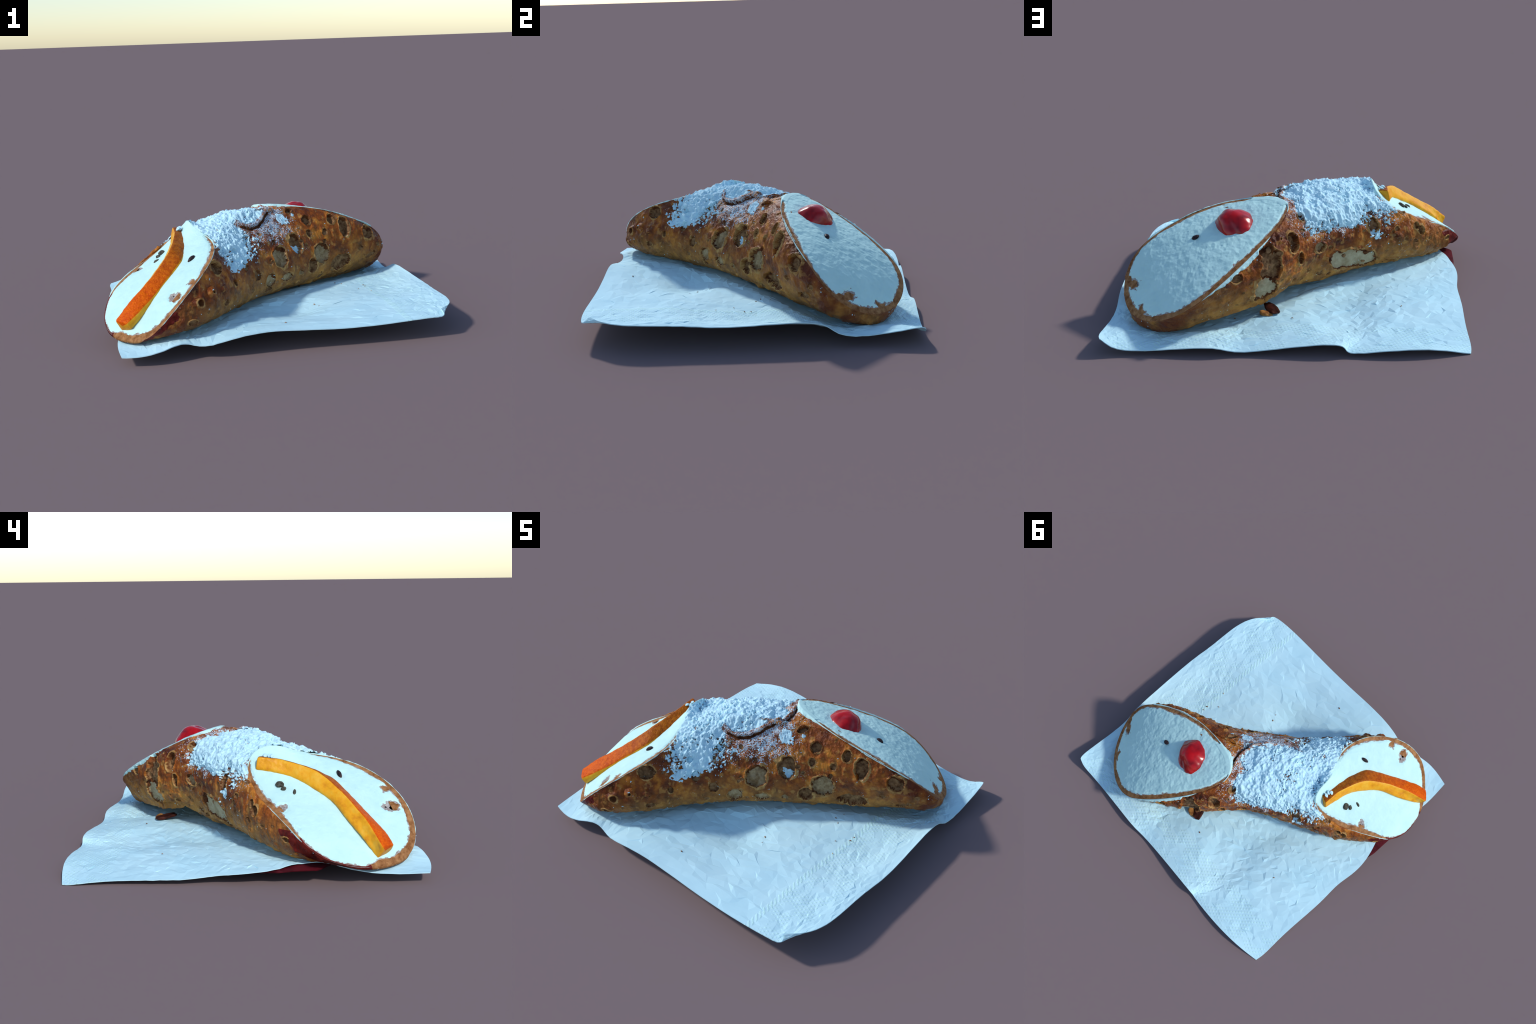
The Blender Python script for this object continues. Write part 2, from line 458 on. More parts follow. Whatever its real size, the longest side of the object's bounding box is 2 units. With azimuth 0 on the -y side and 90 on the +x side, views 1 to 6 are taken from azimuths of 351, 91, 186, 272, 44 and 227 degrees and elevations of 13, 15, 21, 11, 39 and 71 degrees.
# ------------------------------------------------------------------ blisters of the crust
# x, y, z, half-width along roll, half-height, tilt(deg), depth, floor kind (0 pale, 1 dark, 2 bare)
CRATERS = [
    (.083, -.193, .372, .062, .066, 0, .020, 0), (.212, -.070, .416, .054, .066, 10, .026, 1), (.392, .031, .316, .062, .062, 0, .022, 0),
    (.311, -.019, .256, .042, .045, 0, .028, 1), (.577, .148, .459, .042, .060, -10, .032, 1), (.753, .232, .395, .050, .045, -25, .028, 1),
    (.531, .131, .237, .085, .055, 0, .028, 1), (.481, .139, .517, .024, .032, 0, .028, 1), (.309, .074, .536, .034, .032, 0, .020, 1),
    (.430, .078, .447, .020, .024, 0, .014, 1), (.198, .089, .597, .034, .020, 25, .022, 1), (.316, .019, .459, .017, .024, 0, .016, 1),
    (-.361, -.632, .441, .046, .040, 0, .028, 1), (-.166, -.437, .389, .024, .030, 0, .014, 1), (-.098, -.369, .311, .032, .034, 0, .012, 1),
    (-.129, -.262, .514, .020, .022, 0, .016, 1), (.117, -.186, .245, .044, .022, 0, .012, 0), (.213, -.099, .244, .026, .017, 0, .012, 0),
    (-.001, -.298, .25, .046, .038, 0, .014, 0), (-.251, -.565, .324, .016, .02, 0, .012, 1), (.849, .314, .291, .020, .014, 0, .010, 1),
    (-.322, -.671, .246, .024, .014, 0, .010, 1), (-.225, -.42, .475, .018, .022, 20, .018, 1), (.425, .059, .39, .012, .014, 0, .01, 1),
    (.078, .588, .362, .062, .105, 0, .026, 1), (.134, .565, .235, .075, .075, 0, .018, 2), (-.030, .456, .446, .036, .055, 0, .030, 1),
    (-.066, .427, .343, .022, .040, -15, .026, 1), (-.167, .322, .367, .040, .030, 35, .020, 0), (-.068, .328, .548, .025, .028, 0, .022, 0),
    (-.462, .116, .419, .034, .048, 0, .020, 1), (-.738, -.058, .327, .024, .026, 0, .020, 1), (-.71, -.045, .36, .016, .02, 0, .018, 1),
    (-.34, .160, .235, .17, .065, 12, .012, 2), (-.535, -.0, .185, .070, .028, 0, .026, 1), (.250, .705, .34, .036, .024, 0, .012, 1),
    (.092, .556, .439, .02, .024, 0, .018, 1), (-.897, -.22, .223, .018, .012, 0, .014, 1), (.02, -.33, .17, .03, .02, 0, .012, 1),
    (.70, .20, .30, .02, .016, 0, .01, 1), (-.52, -.84, .19, .03, .018, 0, .01, 1), (.80, .27, .22, .045, .02, 10, .012, 1),
]
# raised bubbles: x, y, z, radius, height, hole radius
BUBBLES = [(-.477, -.807, .289, .042, .016, .020), (-.408, -.739, .327, .036, .022, .008), (-.074, -.244, .498, .022, .014, 0),
           (-.12, -.30, .46, .016, .010, 0), (.69, .19, .36, .03, .008, 0), (-.2, -.5, .43, .022, .010, 0), (.45, .09, .43, .03, .008, 0),
           (.36, .05, .49, .022, .007, 0), (-.29, -.60, .28, .03, .008, 0), (.6, .16, .38, .03, .010, 0), (-.43, -.71, .40, .022, .007, 0)]
# outline of the overlapping tongue of dough on the top, seen from above
TONGUE = np.array([(-.235, -.165), (-.174, -.180), (-.116, -.166), (-.058, -.126), (.010, -.051), (.062, .05), (.066, .155), (.03, .24)])

def tongue_distance(P):
    """signed distance in plan to the tongue's edge, positive on the tongue"""
    best = np.full(P.shape[:-1], 9.0); sign = np.ones(P.shape[:-1])
    pts = []
    for i in range(len(TONGUE) - 1):
        p0, p1 = TONGUE[max(i - 1, 0)], TONGUE[i]
        p2, p3 = TONGUE[i + 1], TONGUE[min(i + 2, len(TONGUE) - 1)]
        for u in np.arange(0, 1, 0.2):
            pts.append(.5 * (2 * p1 + (p2 - p0) * u + (2 * p0 - 5 * p1 + 4 * p2 - p3) * u * u + (3 * p1 - p0 - 3 * p2 + p3) * u ** 3))
    pts.append(TONGUE[-1])
    pts = np.array(pts)
    along = np.zeros(P.shape[:-1])
    for i in range(len(pts) - 1):
        a, b = pts[i], pts[i + 1]
        ab = b - a
        t = np.clip(((P[..., :2] - a) @ ab) / (ab @ ab), 0, 1)
        d = P[..., :2] - (a + t[..., None] * ab)
        dist = np.hypot(d[..., 0], d[..., 1])
        s = np.sign(ab[0] * d[..., 1] - ab[1] * d[..., 0])
        near = dist < best
        best = np.where(near, dist, best); sign = np.where(near, s, sign)
        along = np.where(near, (i + t) / (len(pts) - 1), along)
    return best * sign, along

# ------------------------------------------------------------------ build: shell
NT, NS = 900, 560
T = np.linspace(0, TAU, NT, endpoint=False)
deg = np.degrees(T)
S = np.linspace(0, 1, NS)
cannolo = bpy.data.objects.new("cannolo", None)
bpy.context.collection.objects.link(cannolo)
cannolo["label"] = "fried pastry tube filled with ricotta, cherry and orange peel on its ends"
cannolo["category"] = "pastry"

P0 = roll_surface(T, S)
N0 = grid_normals(P0)
if ((P0 - P0.mean(1, keepdims=True)) * N0).sum(-1).mean() < 0:
    N0 = -N0
flat0 = P0.reshape(-1, 3)
E1 = np.gradient(P0, axis=0); E1 /= np.linalg.norm(E1, axis=-1)[..., None] + 1e-12

disp = 0.006 * fbm(P0, 7, 3, 3) + .0028 * fbm(P0 * np.array([1.3, 1.3, .6]), 60, 2, 17) + 0.0026 * fbm(P0, 34, 3, 9) + .0055 * sstep(.10, .6, vnoise(P0, 24, 12))
slot = np.zeros((NS, NT), np.int32)
edge_fade = sstep(0, .012, S)[:, None] * sstep(1, .988, S)[:, None]

wob = vnoise(P0, 24, 21) * .6 + vnoise(P0, 60, 22) * .35 + vnoise(P0, 130, 23) * .15

def local(c):
    c = np.array(c)
    d2 = ((flat0 - c) ** 2).sum(1)
    i = int(np.argmin(d2))
    n = N0.reshape(-1, 3)[i]
    e1 = np.array(AX) - (np.array(AX) @ n) * n
    e1 /= np.linalg.norm(e1)
    e2 = np.cross(n, e1)
    if e2[2] < 0:
        e2 = -e2
    return flat0[i], n, e1, e2

relief45, halo18, shade20 = fbm(P0, 45, 2, 31), np.abs(vnoise(P0, 18, 29)), vnoise(P0, 20, 41)

def crater(x, y, z, ra, rb, tilt, depth, kind, lip=0.006):
    c, n, e1, e2 = local((x, y, z))
    a = math.radians(tilt)
    u1 = math.cos(a) * e1 + math.sin(a) * e2
    u2 = -math.sin(a) * e1 + math.cos(a) * e2
    at = np.nonzero((((P0 - c) ** 2).sum(-1) < (2.2 * max(ra, rb)) ** 2) & ((N0 @ n) > 0.2))
    D = P0[at] - c
    r = np.sqrt((D @ u1 / ra) ** 2 + (D @ u2 / rb) ** 2) + .30 * wob[at]
    d = disp[at]
    d = np.where(r < 1.05, np.minimum(d, 0) * sstep(.8, 1.05, r), d)
    d += np.where(r < 1.1, depth * (.40 * relief45[at] - 1) * sstep(1.02, .90, r), 0)
    d += lip * np.exp(-((r - 1.08) / .09) ** 2)
    disp[at] = d
    sl = slot[at]
    w = 0.15 * min(1.0, 0.04 / max(ra, rb))
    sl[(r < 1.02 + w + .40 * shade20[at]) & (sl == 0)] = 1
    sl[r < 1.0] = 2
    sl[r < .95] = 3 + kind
    sl[(r > .80) & (r < 1.0) & (D @ e2 > .25 * rb + .5 * rb * shade20[at])] = 2  # shadow under each crater's upper edge, painted dark
    slot[at] = sl

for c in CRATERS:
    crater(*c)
# many small pits and pops scattered on the flanks
for k in range(170):
    for _ in range(50):
        i, j = rng.integers(30, NS - 30), rng.integers(int(NT * .07), int(NT * .93))
        p = P0[i, j]
        if p[2] < .12 or p[2] > .52:
            continue
        if min((p[0] - c[0]) ** 2 + (p[1] - c[1]) ** 2 + (p[2] - c[2]) ** 2 for c in CRATERS) > .06 ** 2:
            break
    rr = rng.uniform(.005, .014)
    if k % 5 < 3:
        BUBBLES.append((*p, rr * 2.0, rr * .62, rr * .40 if k % 4 == 0 else 0))
    else:
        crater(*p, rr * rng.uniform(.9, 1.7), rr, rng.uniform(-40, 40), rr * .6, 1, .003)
for x, y, z, r0, h0, hole in BUBBLES:
    c, n, e1, e2 = local((x, y, z))
    D = P0 - c
    r = np.sqrt((D ** 2).sum(-1)) / r0 + .12 * wob
    ok = (r < 1) & ((N0 @ n) > .2)
    disp[ok] += h0 * (1 - r[ok] ** 2) ** .8
    if hole:
        hr = r * r0 / hole
        ok2 = ok & (hr < 1.0)
        disp[ok2] -= (h0 * 1.5) * sstep(1.0, .6, hr[ok2])
        slot[ok & (hr < 1.5)] = 1
        slot[ok2] = 2

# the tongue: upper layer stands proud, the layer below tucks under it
td, ta = tongue_distance(P0)
topside = (P0[..., 2] > .44) & (N0[..., 2] > .15)
fade = sstep(0, .15, ta) * sstep(1, .9, ta)
td = td + .006 * wob
disp += np.where(topside, .016 * sstep(-.001, .005, td) * np.exp(-(np.maximum(td, 0) / .085) ** 2) * fade, 0)
disp -= np.where(topside & (td < 0), .014 * np.exp(td / .014) * fade, 0)
slot[topside & (td < .001) & (td > -.012) & (ta > .2) & (ta < .95)] = 2  # cast shadow below the tongue's edge drawn as a dark strip
# a long fold along the rear, where the wrap ends
seam = np.abs(vnoise(P0, 5, 51) * .03 + P0[..., 2] - .40 + .25 * (P0[..., 0] * .83 + P0[..., 1] * .55))
disp -= np.where(N0[..., 1] > .3, .004 * np.exp(-(seam / .012) ** 2), 0)

# where the sugar lies (the crust sits lower by its thickness)
ax = P0 @ np.array(AX)
z = P0[..., 2]
front = P0 @ np.array([.557, -.83, 0]) > 0.0
zz = z + .045 * vnoise(P0, 6, 71) + .040 * vnoise(P0, 17, 72)
zlow = np.where(front, .485 - .045 * sstep(-.22, -.42, ax), .47)
cov = sstep(-.11, .07, zz - zlow)
cov *= sstep(-.60, -.47, ax + .03 * vnoise(P0, 12, 73)) * sstep(.16, .06, ax + .02 * vnoise(P0, 20, 74))
onT = np.where(topside, sstep(.009, .022, td), 0)
beside = np.where(front, sstep(-.30, -.17, ax + .25 * (td + .05)), 0) * sstep(.022, .009, td)
cov = np.where((td > -.012) & (td < .022) & (ta > .12) & topside, cov * onT, cov)
cov = cov * (1 - beside) + beside * cov * .62 * sstep(-.030, -.065, td) * sstep(.12, -.10, ax)
cov_main = cov.copy()
disp -= (.016 + .006 * sstep(-.12, .0, ax)) * sstep(.15, .8, cov_main) * sstep(.0, .09, S)[:, None]
# stray caps of sugar on blister edges
for x, y, zc, r0, amt in [(.063, -.19, .452, .040, 1.0), (.10, -.165, .452, .036, .9), (.225, -.062, .378, .034, .8), (.20, -.08, .40, .02, .7),
                          (-.166, -.43, .424, .026, 1.0), (-.235, -.50, .415, .030, .9), (-.10, -.335, .43, .034, .8), (-.06, -.30, .43, .03, .7),
                          (.14, .0, .57, .05, .75), (.18, .0, .55, .03, .7), (-.27, -.52, .44, .05, .6), (-.16, -.37, .46, .06, .9),
                          (.225, .06, .58, .02, .9), (.26, .06, .57, .016, .9), (-.36, .13, .40, .05, .8), (-.47, .10, .36, .045, .8), (-.42, .12, .33, .03, .7)]:
    q = np.linalg.norm(P0 - np.array([x, y, zc]), axis=-1)
    cov = np.maximum(cov, (.72 * amt) * sstep(r0 * 1.35, r0 * .4, q + .5 * r0 * wob))

disp += .020 * np.exp(-(((P0 - np.array([.00, -.165, .49])) / np.array([.14, .14, .07])) ** 2).sum(-1))
disp -= .014 * np.exp(-(((P0 - np.array([-.02, .10, .62])) / np.array([.20, .16, .06])) ** 2).sum(-1))
disp *= edge_fade
PS = P0 + disp[..., None] * N0
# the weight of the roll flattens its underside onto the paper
down = .3 * sstep(.88, 1.0, -N0[..., 2]) * sstep(.22, .15, P0[..., 2])
under = down > 0
zn = napkin_height(P0[under][:, 0], P0[under][:, 1]) - .006
zz_ = PS[under]
zz_[:, 2] -= down[under] * np.maximum(zz_[:, 2] - zn, 0)
PS[under] = zz_

# cut edge of the dough: a band turning inwards on both end faces
rb = np.linspace(.80, .992, 16)
capL = end_face(RIM_ORANGE, NORMAL_ORANGE, BULGE_ORANGE, rb, T)
capR = end_face(RIM_CHERRY, NORMAL_CHERRY, BULGE_CHERRY, rb, T)
full = np.concatenate([capL, PS, capR[::-1]], 0)
fslot = np.concatenate([np.full((16, NT), 6), slot, np.full((16, NT), 6)], 0)
# dark red lip of the orange end where it overhangs the paper
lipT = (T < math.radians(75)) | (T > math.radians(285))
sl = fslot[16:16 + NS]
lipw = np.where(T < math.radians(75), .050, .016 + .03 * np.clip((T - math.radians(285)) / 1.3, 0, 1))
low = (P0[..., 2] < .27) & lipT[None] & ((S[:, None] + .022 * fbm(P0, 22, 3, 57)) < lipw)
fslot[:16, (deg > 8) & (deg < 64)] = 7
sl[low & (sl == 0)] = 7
F = ring_faces(len(full), NT)
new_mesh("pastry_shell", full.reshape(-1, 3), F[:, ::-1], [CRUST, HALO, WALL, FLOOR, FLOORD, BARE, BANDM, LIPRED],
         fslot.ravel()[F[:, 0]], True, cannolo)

# ------------------------------------------------------------------ cream in both ends
def table(t_deg, pairs):
    x = np.array([p[0] for p in pairs], float); y = np.array([p[1] for p in pairs], float)
    return np.interp(t_deg, x, y, period=360)

BAND_CHERRY = table(deg, [(0, .034), (20, .030), (45, .028), (90, .026), (130, .026), (152, .014), (166, -.01), (194, -.01), (206, .014), (240, .024), (275, .022), (300, .018), (325, .022), (342, .034)])
BAND_ORANGE = table(deg, [(0, .034), (6, .018), (12, .005), (56, .005), (64, .016), (80, .026), (105, .03), (125, .026), (142, .008), (155, -.012), (205, -.012), (228, .010), (250, .020), (280, .028), (310, .030), (340, .034)])

def cream(name, coef, normal, bulge, band, bare, dents, rough, seed):
    r = np.concatenate([np.linspace(.002, .7, 110), np.linspace(.705, 1.0, 90)])
    P = end_face(coef, normal, bulge, r, T)
    n = np.asarray(normal) / np.linalg.norm(normal)
    rim = P[-1]
    d = np.linalg.norm(P - rim[None], axis=-1)
    rag = .006 * fbm(P, 34, 3, seed) + .006 * vnoise(P, 11, seed + 4)
    e = d - 1.15 * band[None] + np.where(band[None] > 0, rag, .3 * rag)
    for (x, y, z, r0) in bare:
        q = np.linalg.norm(P - np.array([x, y, z]), axis=-1)
        e = np.minimum(e, (q - r0) * .8 + .022 * fbm(P, 28, 3, seed + 9))
    h = np.where(e > 0, .0045 * sstep(0, .02, e) + .0005, np.maximum(e * .5, -.006))
    h = h * sstep(0, .014, d) - .0015 * sstep(.010, 0, d)
    h = h + np.where((e > .008) & (d > .02), .0022 * fbm(P, 14, 2, seed + 2) + .0008 * fbm(P, 50, 2, seed + 3) + rough * (.7 * facet(P, 30, seed) + .3 * facet(P, 62, seed + 1)), 0)
    for (x, y, z, r0, dep) in dents:
        q = np.linalg.norm(P - np.array([x, y, z]), axis=-1)
        h = h - dep * np.exp(-(q / r0) ** 2)
    V = P + h[..., None] * n
    F = ring_faces(len(r), NT)[:, ::-1]
    hv = (e < -.010).ravel()
    Vv, Ff = cull(V.reshape(-1, 3), F, ~(hv[F].all(1)))
    film = (e < .004 + .010 * fbm(P, 60, 2, seed + 6)).ravel()
    sl = film[F[~(hv[F].all(1))]].any(1).astype(int)
    return new_mesh(name, Vv, Ff, [CREAM, FILM], sl, True, cannolo)

cream("cream_filling", RIM_CHERRY, NORMAL_CHERRY, BULGE_CHERRY, BAND_CHERRY,
      [(.85, .52, .235, .036), (.885, .47, .23, .03), (.79, .70, .17, .030), (.70, .79, .17, .022)],
      [(.287, .356, .53, .12, .009), (.509, .423, .475, .035, .006)], .0036, 5)
cream("cream_filling", RIM_ORANGE, NORMAL_ORANGE, BULGE_ORANGE, BAND_ORANGE,
      [(-.612, -.77, .319, .030), (-.777, -.198, .337, .022), (-.885, -.25, .26, .016), (-.52, -.74, .40, .016), (-.63, -.74, .325, .02)],
      [(-.486, -.49, .464, .035, .006), (-.635, -.181, .433, .05, .006)], .0012, 15)

# ------------------------------------------------------------------ cream smeared outside the rims, sugar on the top
seg = np.linalg.norm(np.diff(PS, axis=0), axis=-1)
fromL = np.concatenate([np.zeros((1, NT)), np.cumsum(seg, 0)], 0)
fromR = fromL[-1][None] - fromL
SMEAR_R = table(deg, [(60, -.02), (78, .012), (96, .028), (112, .030), (122, .008), (140, -.01), (160, .012), (180, .03), (196, .014), (215, .005), (240, .006), (258, .022), (272, .040), (282, .034), (288, -.02), (320, -.02)])
SMEAR_L = table(deg, [(0, -.01), (10, -.01), (20, -.01), (55, -.006), (66, .006), (100, .006), (118, -.004), (140, .004), (160, .02), (185, .035), (205, .012), (222, .007), (240, .003), (300, .003), (325, -.004), (345, -.01)])
inL = np.linalg.norm(capL - PS[0][None], axis=-1)
inR = np.linalg.norm(capR[::-1] - PS[-1][None], axis=-1)
ragged = .010 * fbm(full, 38, 2, 61) + .008 * vnoise(full, 14, 63)

def smear(width, dist, band):
    r = ragged * np.clip(width / .02, .3, 1.3)[None]
    e = width[None] - np.maximum(dist, 0) + np.where(width > 0, r, 0)
    inside = np.where(band > 0, .002 + 1.2 * dist, .03 + .6 * dist) + .7 * np.minimum(ragged, 0) * (width < .004)
    return np.where(dist < 0, np.minimum(e, inside), e)

eL = smear(SMEAR_L, np.concatenate([-inL, fromL, fromL[-1:] + inR], 0), BAND_ORANGE)
eR = smear(SMEAR_R, np.concatenate([fromR[:1] + inL, fromR, -inR], 0), BAND_CHERRY)
e = np.maximum(eR, eL)
NF = grid_normals(full)
NF[16:16 + NS] = N0
for k in (14, 15, 16, 17, 18, 16 + NS - 3, 16 + NS - 2, 16 + NS - 1, 16 + NS, 17 + NS):
    NF[k] = 0
NF[:14] = NORMAL_ORANGE / np.linalg.norm(NORMAL_ORANGE)
NF[18 + NS:] = NORMAL_CHERRY / np.linalg.norm(NORMAL_CHERRY)
for lo, hi in ((13, 19), (16 + NS - 4, 18 + NS)):
    for k in range(lo + 1, hi):
        w = (k - lo) / (hi - lo)
        NF[k] = NF[lo] * (1 - w) + NF[hi] * w
        NF[k] /= np.linalg.norm(NF[k], axis=-1)[:, None] + 1e-9
h = np.where(e > 0, .001 + .006 * sstep(0, .012, e), np.maximum(e, -.006)) + .0015 * fbm(full, 40, 2, 65) * (e > 0)
V = full + h[..., None] * NF
F = ring_faces(len(full), NT)
keep = ((e > -.004).ravel()[F]).any(1)
Vv, Ff = cull(V.reshape(-1, 3), F[:, ::-1], keep)
sm = new_mesh("cream_smear", Vv, Ff, [CREAM], None, True, cannolo)
sm["kind"] = "stuff"
F = ring_faces(NS, NT)

lump = .62 * facet(P0, 34, 81) + .38 * facet(P0, 72, 83)
grit = vnoise(P0, 95, 91) * .45 + vnoise(P0, 190, 92) * .30
patchy = sstep(-.25, .55, vnoise(P0, 11, 93) + .4 * vnoise(P0, 26, 94))
near_rim = sstep(.008, .05, fromL + .02 * wob)
level = cov * (.75 + .25 * near_rim) * 1.45 - .60 + grit * (.5 + 1.6 * patchy) - .42 * patchy
level = level - .3 * (slot == 2) - np.where(front, .0, .22 * sstep(.59, .50, z) * (cov_main > .05))
full_cover = np.clip(level / .35, 0, 1) * (.25 + .75 * sstep(.1, .8, cov_main))
thick = np.where(level > 0, .0012 + .003 * full_cover + full_cover * np.maximum(.0065 + .0150 * lump, -.0015), np.maximum(level * .02, -.004))
V = PS + thick[..., None] * N0
keep = ((level > -.12).ravel()[F]).any(1)
Vv, Ff = cull(V.reshape(-1, 3), F[:, ::-1], keep)
sg = new_mesh("powdered_sugar", Vv, Ff, [SUGAR], None, True, cannolo)
sg["kind"] = "stuff"

# ------------------------------------------------------------------ candied orange peel
def catmull(pts, n):
    pts = np.asarray(pts, float)
    u = np.linspace(0, len(pts) - 1, n)
    i = np.minimum(u.astype(int), len(pts) - 2); f = (u - i)[:, None]
    p0 = pts[np.maximum(i - 1, 0)]; p1 = pts[i]; p2 = pts[i + 1]; p3 = pts[np.minimum(i + 2, len(pts) - 1)]
    return .5 * (2 * p1 + (p2 - p0) * f + (2 * p0 - 5 * p1 + 4 * p2 - p3) * f ** 2 + (3 * p1 - p0 - 3 * p2 + p3) * f ** 3)

RIDGE = [(-.548, -.064, .570), (-.546, -.125, .566), (-.548, -.197, .557), (-.588, -.367, .507), (-.677, -.495, .415), (-.752, -.561, .354), (-.827, -.615, .299), (-.935, -.684, .195)]
OUTER = [(-.478, -.090, .557), (-.472, -.165, .532), (-.475, -.242, .512), (-.531, -.447, .455), (-.599, -.531, .395), (-.711, -.639, .299), (-.800, -.712, .235), (-.868, -.750, .187)]
INNER = [(-.560, -.055, .512), (-.572, -.150, .498), (-.598, -.280, .462), (-.685, -.437, .381), (-.795, -.528, .295), (-.860, -.590, .232), (-.888, -.628, .185), (-.902, -.666, .132)]

def peel():
    n = 150
    R, O, I = (catmull(c, n) for c in (RIDGE, OUTER, INNER))
    nn = NORMAL_ORANGE / np.linalg.norm(NORMAL_ORANGE)
    O2 = O + .007 * nn
    R = R + .004 * nn
    O = O - .045 * nn
    I2 = I - .02 * nn
    def lerp(a, b, k):
        w = np.linspace(0, 1, k, endpoint=False)[None, :, None]
        return a[:, None] * (1 - w) + b[:, None] * w
    rind = lerp(O2, R, 14)
    pith = np.concatenate([lerp(R, I, 12), lerp(I, I2, 4), lerp(I2, O, 8), lerp(O, O2, 6)], 1)
    sec = np.concatenate([rind, pith], 1)
    k = sec.shape[1]
    nr = rind.shape[1]
    for _ in range(7):                     # round the section's corners
        sec = .25 * np.roll(sec, 1, 1) + .5 * sec + .25 * np.roll(sec, -1, 1)
    w = np.linspace(0, 1, n)
    ctr = sec.mean(1, keepdims=True)
    sc = np.minimum(1, .86 + .14 * np.minimum(sstep(0, .012, w) , sstep(1, .988, w)))[:, None, None]
    sec = ctr + (sec - ctr) * sc
    d = sec - ctr; d /= np.linalg.norm(d, axis=-1)[..., None]
    sec = sec + d * (.0030 * fbm(sec, 22, 2, 3) + .0022 * fbm(sec, 60, 2, 5))[..., None]
    V = sec.reshape(-1, 3)
    V = np.concatenate([V, sec[0].mean(0)[None], sec[-1].mean(0)[None]], 0)
    F = [(r * k + c, r * k + (c + 1) % k, (r + 1) * k + (c + 1) % k, (r + 1) * k + c) for r in range(n - 1) for c in range(k)]
    isr = [c < nr for r in range(n - 1) for c in range(k)]
    for c in range(k):
        F.append((len(V) - 2, (c + 1) % k, c)); isr.append(False)
        b = (n - 1) * k
        F.append((len(V) - 1, b + c, b + (c + 1) % k)); isr.append(c < nr)
    F = [f[::-1] for f in F]
    out = []
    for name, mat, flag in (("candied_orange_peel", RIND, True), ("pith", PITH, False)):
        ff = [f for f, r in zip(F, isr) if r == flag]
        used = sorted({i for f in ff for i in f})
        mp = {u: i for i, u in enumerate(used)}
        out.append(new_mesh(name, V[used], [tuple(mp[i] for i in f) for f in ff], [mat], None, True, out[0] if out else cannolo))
    return out[0]
peel_ob = peel()

# ------------------------------------------------------------------ small lumps: cherry, chocolate chips, crumbs
def lump_mesh(name, centre, axes, radii, sub, amp, scale, seed, mat, parent, smooth=True, squash=None):
    bm = bmesh.new()
    bmesh.ops.create_icosphere(bm, subdivisions=sub, radius=1)
    v = np.array([x.co[:] for x in bm.verts])
    f = [tuple(q.index for q in p.verts) for p in bm.faces]
    bm.free()
    v = v * (1 + amp * fbm(v + seed * 3.1, scale, 2, seed))[:, None]
    if squash:
        v = squash(v)
    A = np.array(axes, float)
    A /= np.linalg.norm(A, axis=1)[:, None]
    V = np.array(centre) + (v * np.array(radii)) @ A
    return new_mesh(name, V, f, [mat], None, smooth, parent)

def frame(n, hint):
    n = np.array(n) / np.linalg.norm(n)
    a = np.array(hint, float); a -= (a @ n) * n; a /= np.linalg.norm(a)
    return [a, np.cross(n, a), n]

def cherry_form(v):
    v = v * (1 + .065 * facet(v, 1.5, 4) + .03 * facet(v, 3.2, 6))[:, None]
    top = sstep(.3, 1, v[:, 2])
    v[:, 2] += .12 * top
    v[:, :2] *= (1 - .10 * top)[:, None]
    return v

lump_mesh("glace_cherry", (.289, .357, .501), frame(NORMAL_CHERRY, (.72, -.62, .1)), (.122, .108, .092), 5, .05, 1.6, 9, CHERRY, cannolo, True, cherry_form)
for i, (c, n, hint, rad, mat) in enumerate([
    ((.509, .423, .476), NORMAL_CHERRY, (.8, .1, -.3), (.021, .014, .010), CHOC),
    ((-.486, -.490, .466), NORMAL_ORANGE, (-.75, -.35, -.45), (.026, .012, .013), CHOC),
    ((-.630, -.178, .437), NORMAL_ORANGE, (-.3, .9, -.1), (.024, .020, .011), PISTA),
    ((-.655, -.200, .424), NORMAL_ORANGE, (-.6, .6, -.1), (.016, .012, .008), PISTA),
    ((-.671, -.257, .412), NORMAL_ORANGE, (-.8, .1, -.4), (.019, .008, .009), PISTA)]):
    face = (RIM_CHERRY, NORMAL_CHERRY, BULGE_CHERRY) if n is NORMAL_CHERRY else (RIM_ORANGE, NORMAL_ORANGE, BULGE_ORANGE)
    c = on_end_face(*face, c) + .004 * n / np.linalg.norm(n)
    lump_mesh("chocolate_chip", c, frame(n, hint), rad, 3, .22, 1.4, 30 + i, mat, cannolo)
for i, c in enumerate([(-.513, -.105, .572), (-.508, -.128, .568), (-.522, -.142, .571)]):
    lump_mesh("sugar_lump", c, frame(NORMAL_ORANGE, (1, 0, 0)), (.014, .011, .006), 3, .3, 2.2, 50 + i, SUGAR, peel_ob, False)

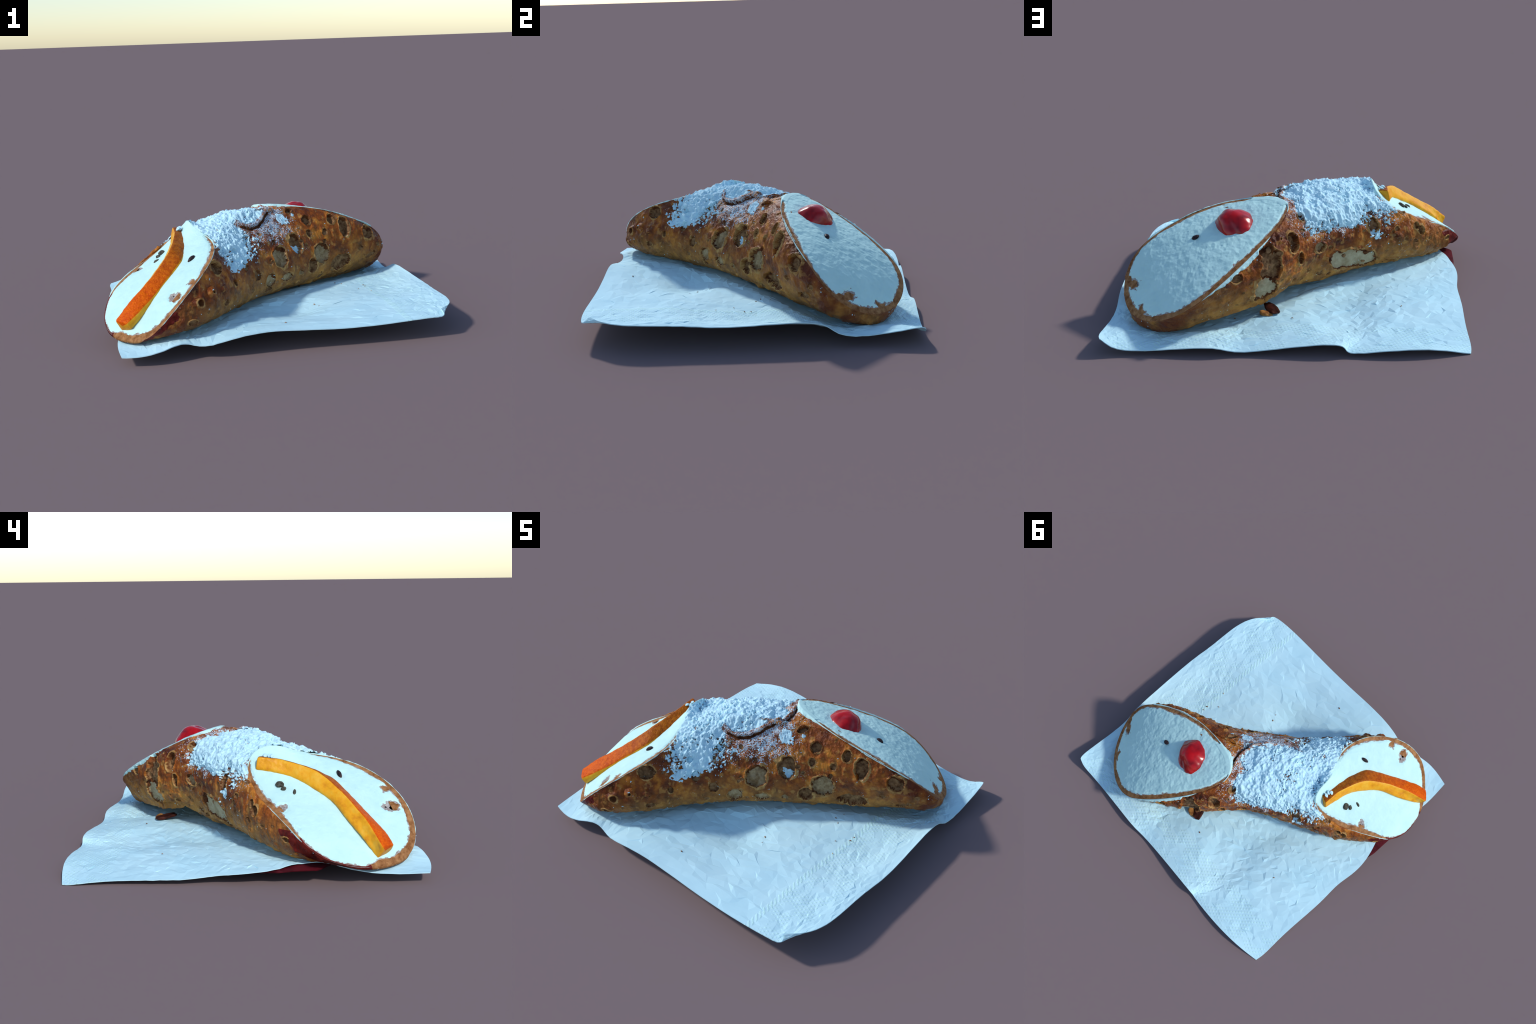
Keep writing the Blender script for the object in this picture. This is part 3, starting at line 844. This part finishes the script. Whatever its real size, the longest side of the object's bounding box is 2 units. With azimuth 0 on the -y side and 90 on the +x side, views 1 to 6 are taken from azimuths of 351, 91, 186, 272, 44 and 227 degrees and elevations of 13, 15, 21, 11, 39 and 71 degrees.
def napkin():
    n = 66
    g = np.linspace(0, 1, n)
    U, Vv = np.meshgrid(g, g, indexing="ij")
    j = rng.uniform(-.42, .42, (2, n, n)) / n
    inside = (slice(1, -1), slice(1, -1))
    U[inside] += j[0][inside]; Vv[inside] += j[1][inside]
    P = napkin_points(U, Vv)
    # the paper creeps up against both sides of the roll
    foot = []
    for i in range(10, NS - 10, 8):
        for side in (slice(30, NT // 2), slice(NT // 2, NT - 30)):
            j = np.arange(NT)[side]
            low = j[np.argmin(np.abs(N0[i, j, 2] + .55) + 3 * (P0[i, j, 2] > .3))]
            foot.append(P0[i, low, :2])
    foot = np.array(foot)
    d = np.sqrt(((P[..., None, :2] - foot) ** 2).sum(-1)).min(-1)
    P[..., 2] += .009 * np.exp(-(d / .035) ** 2)
    inner = np.minimum(np.minimum(U, 1 - U), np.minimum(Vv, 1 - Vv))
    P[..., 2] += rng.normal(0, .0015, (n, n)) * (.4 + .6 * sstep(0, .05, inner))
    F = []
    for a in range(n - 1):
        for b in range(n - 1):
            q = (a * n + b, a * n + b + 1, (a + 1) * n + b + 1, (a + 1) * n + b)
            if rng.random() < .5:
                F += [(q[0], q[1], q[2]), (q[0], q[2], q[3])]
            else:
                F += [(q[0], q[1], q[3]), (q[1], q[2], q[3])]
    F = np.array(F)
    P[..., 2] = np.maximum(P[..., 2], .0045)
    top = P.reshape(-1, 3)
    bot = top - np.array([0, 0, .0045])
    loop = [(0, b) for b in range(n)] + [(a, n - 1) for a in range(1, n)] + [(n - 1, b) for b in range(n - 2, -1, -1)] + [(a, 0) for a in range(n - 2, 0, -1)]
    li = np.array([a * n + b for a, b in loop]); ln = np.roll(li, -1)
    side = np.concatenate([np.stack([li, li + n * n, ln], 1), np.stack([ln, li + n * n, ln + n * n], 1)], 0)
    nv = np.cross(top[F[0][1]] - top[F[0][0]], top[F[0][2]] - top[F[0][0]])
    if nv[2] < 0:
        F = F[:, ::-1]
        side = side[:, ::-1]
    faces = np.concatenate([F, F[:, ::-1] + n * n, side[:, ::-1]], 0)
    ob = new_mesh("paper_napkin", np.concatenate([top, bot], 0), faces, [NAPKIN], None, False)
    ob["label"] = "square white tissue napkin, slightly crumpled, with embossed border"
    ob["category"] = "napkin"
    # dark red lower ply, showing along the left side
    g = np.linspace(0, 1, 60)
    U, Vv = np.meshgrid(g, g, indexing="ij")
    Q = napkin_points(.70 + .295 * U, .20 + .30 * Vv)
    y = Q[..., 1]
    out = sstep(.80, 1, U) * sstep(-.46, -.36, y) * sstep(-.08, -.20, y)
    Q[..., 0] = Q[..., 0] * (1 - out) - .944 * out
    Q[..., 2] = np.maximum(Q[..., 2] - .008 - .008 * out - .006 * vnoise(Q, 9, 3), .0035)
    Fq = ring_faces(60, 60, False)
    low = Q - np.array([0, 0, .003]); low[..., 2] = np.maximum(low[..., 2], 0)
    ply = new_mesh("dark_red_ply", np.concatenate([Q.reshape(-1, 3), low.reshape(-1, 3)], 0), np.concatenate([Fq, Fq[:, ::-1] + 3600], 0), [LINER], None, False, ob)
    return ob
napkin_ob = napkin()

# ------------------------------------------------------------------ broken flakes of pastry on the paper
FLAKE = mat_two("pastry_flake_crust", (0.13, 0.035, 0.010), (0.48, 0.22, 0.06), 30, 0.6)
DFLAKE = mat_two("dark_brown_piece", (0.02, 0.005, 0.004), (0.07, 0.015, 0.008), 30, 0.6)
fl = lump_mesh("pastry_flake", on_napkin(.127, .556) + np.array([0, 0, .016]), [(.9, -.35, .1), (.35, .9, 0), (0, 0, 1)], (.040, .022, .012), 4, .35, 1.6, 71, FLAKE, None)
fl["label"] = "small broken flake of brown fried pastry"; fl["category"] = "crumb"
fl = lump_mesh("pastry_flake", on_napkin(.10, .515) + np.array([0, 0, .026]), [(.5, -.85, .1), (.85, .5, 0), (0, 0, 1)], (.070, .032, .013), 4, .35, 1.6, 72, DFLAKE, None)  # dark strip at the roll's base, modelled as a lump
fl["label"] = "dark brown piece under the roll"; fl["category"] = "crumb"
bits_v, bits_f = [], []
spots = [(-.477, -.798), (.658, -.004), (.655, -.195), (.484, .046), (.50, .10), (.52, .02), (.66, -.04), (.60, -.1)] + [tuple(p) for p in np.stack([rng.uniform(-.7, .7, 14), rng.uniform(-.75, .75, 14)], 1)]
for i, (x, y) in enumerate(spots):
    c = on_napkin(x, y)
    s = rng.uniform(.003, .006) * (1.7 if i in (0,) else 1)
    a = rng.uniform(0, TAU)
    b = np.array([(1.8, 0, 0), (0, 1, 0), (-1.8, .3, 0), (0, -1, .2), (0, 0, .9)]) * s
    rot = np.array([[math.cos(a), math.sin(a), 0], [-math.sin(a), math.cos(a), 0], [0, 0, 1]])
    o = len(bits_v)
    bits_v += list(b @ rot + c + np.array([0, 0, .003]))
    bits_f += [(o, o + 1, o + 4), (o + 1, o + 2, o + 4), (o + 2, o + 3, o + 4), (o + 3, o, o + 4), (o, o + 3, o + 2, o + 1)]
cr = new_mesh("pastry_crumb", np.array(bits_v), bits_f, [FLAKE], None, False, napkin_ob)
cr["kind"] = "stuff"
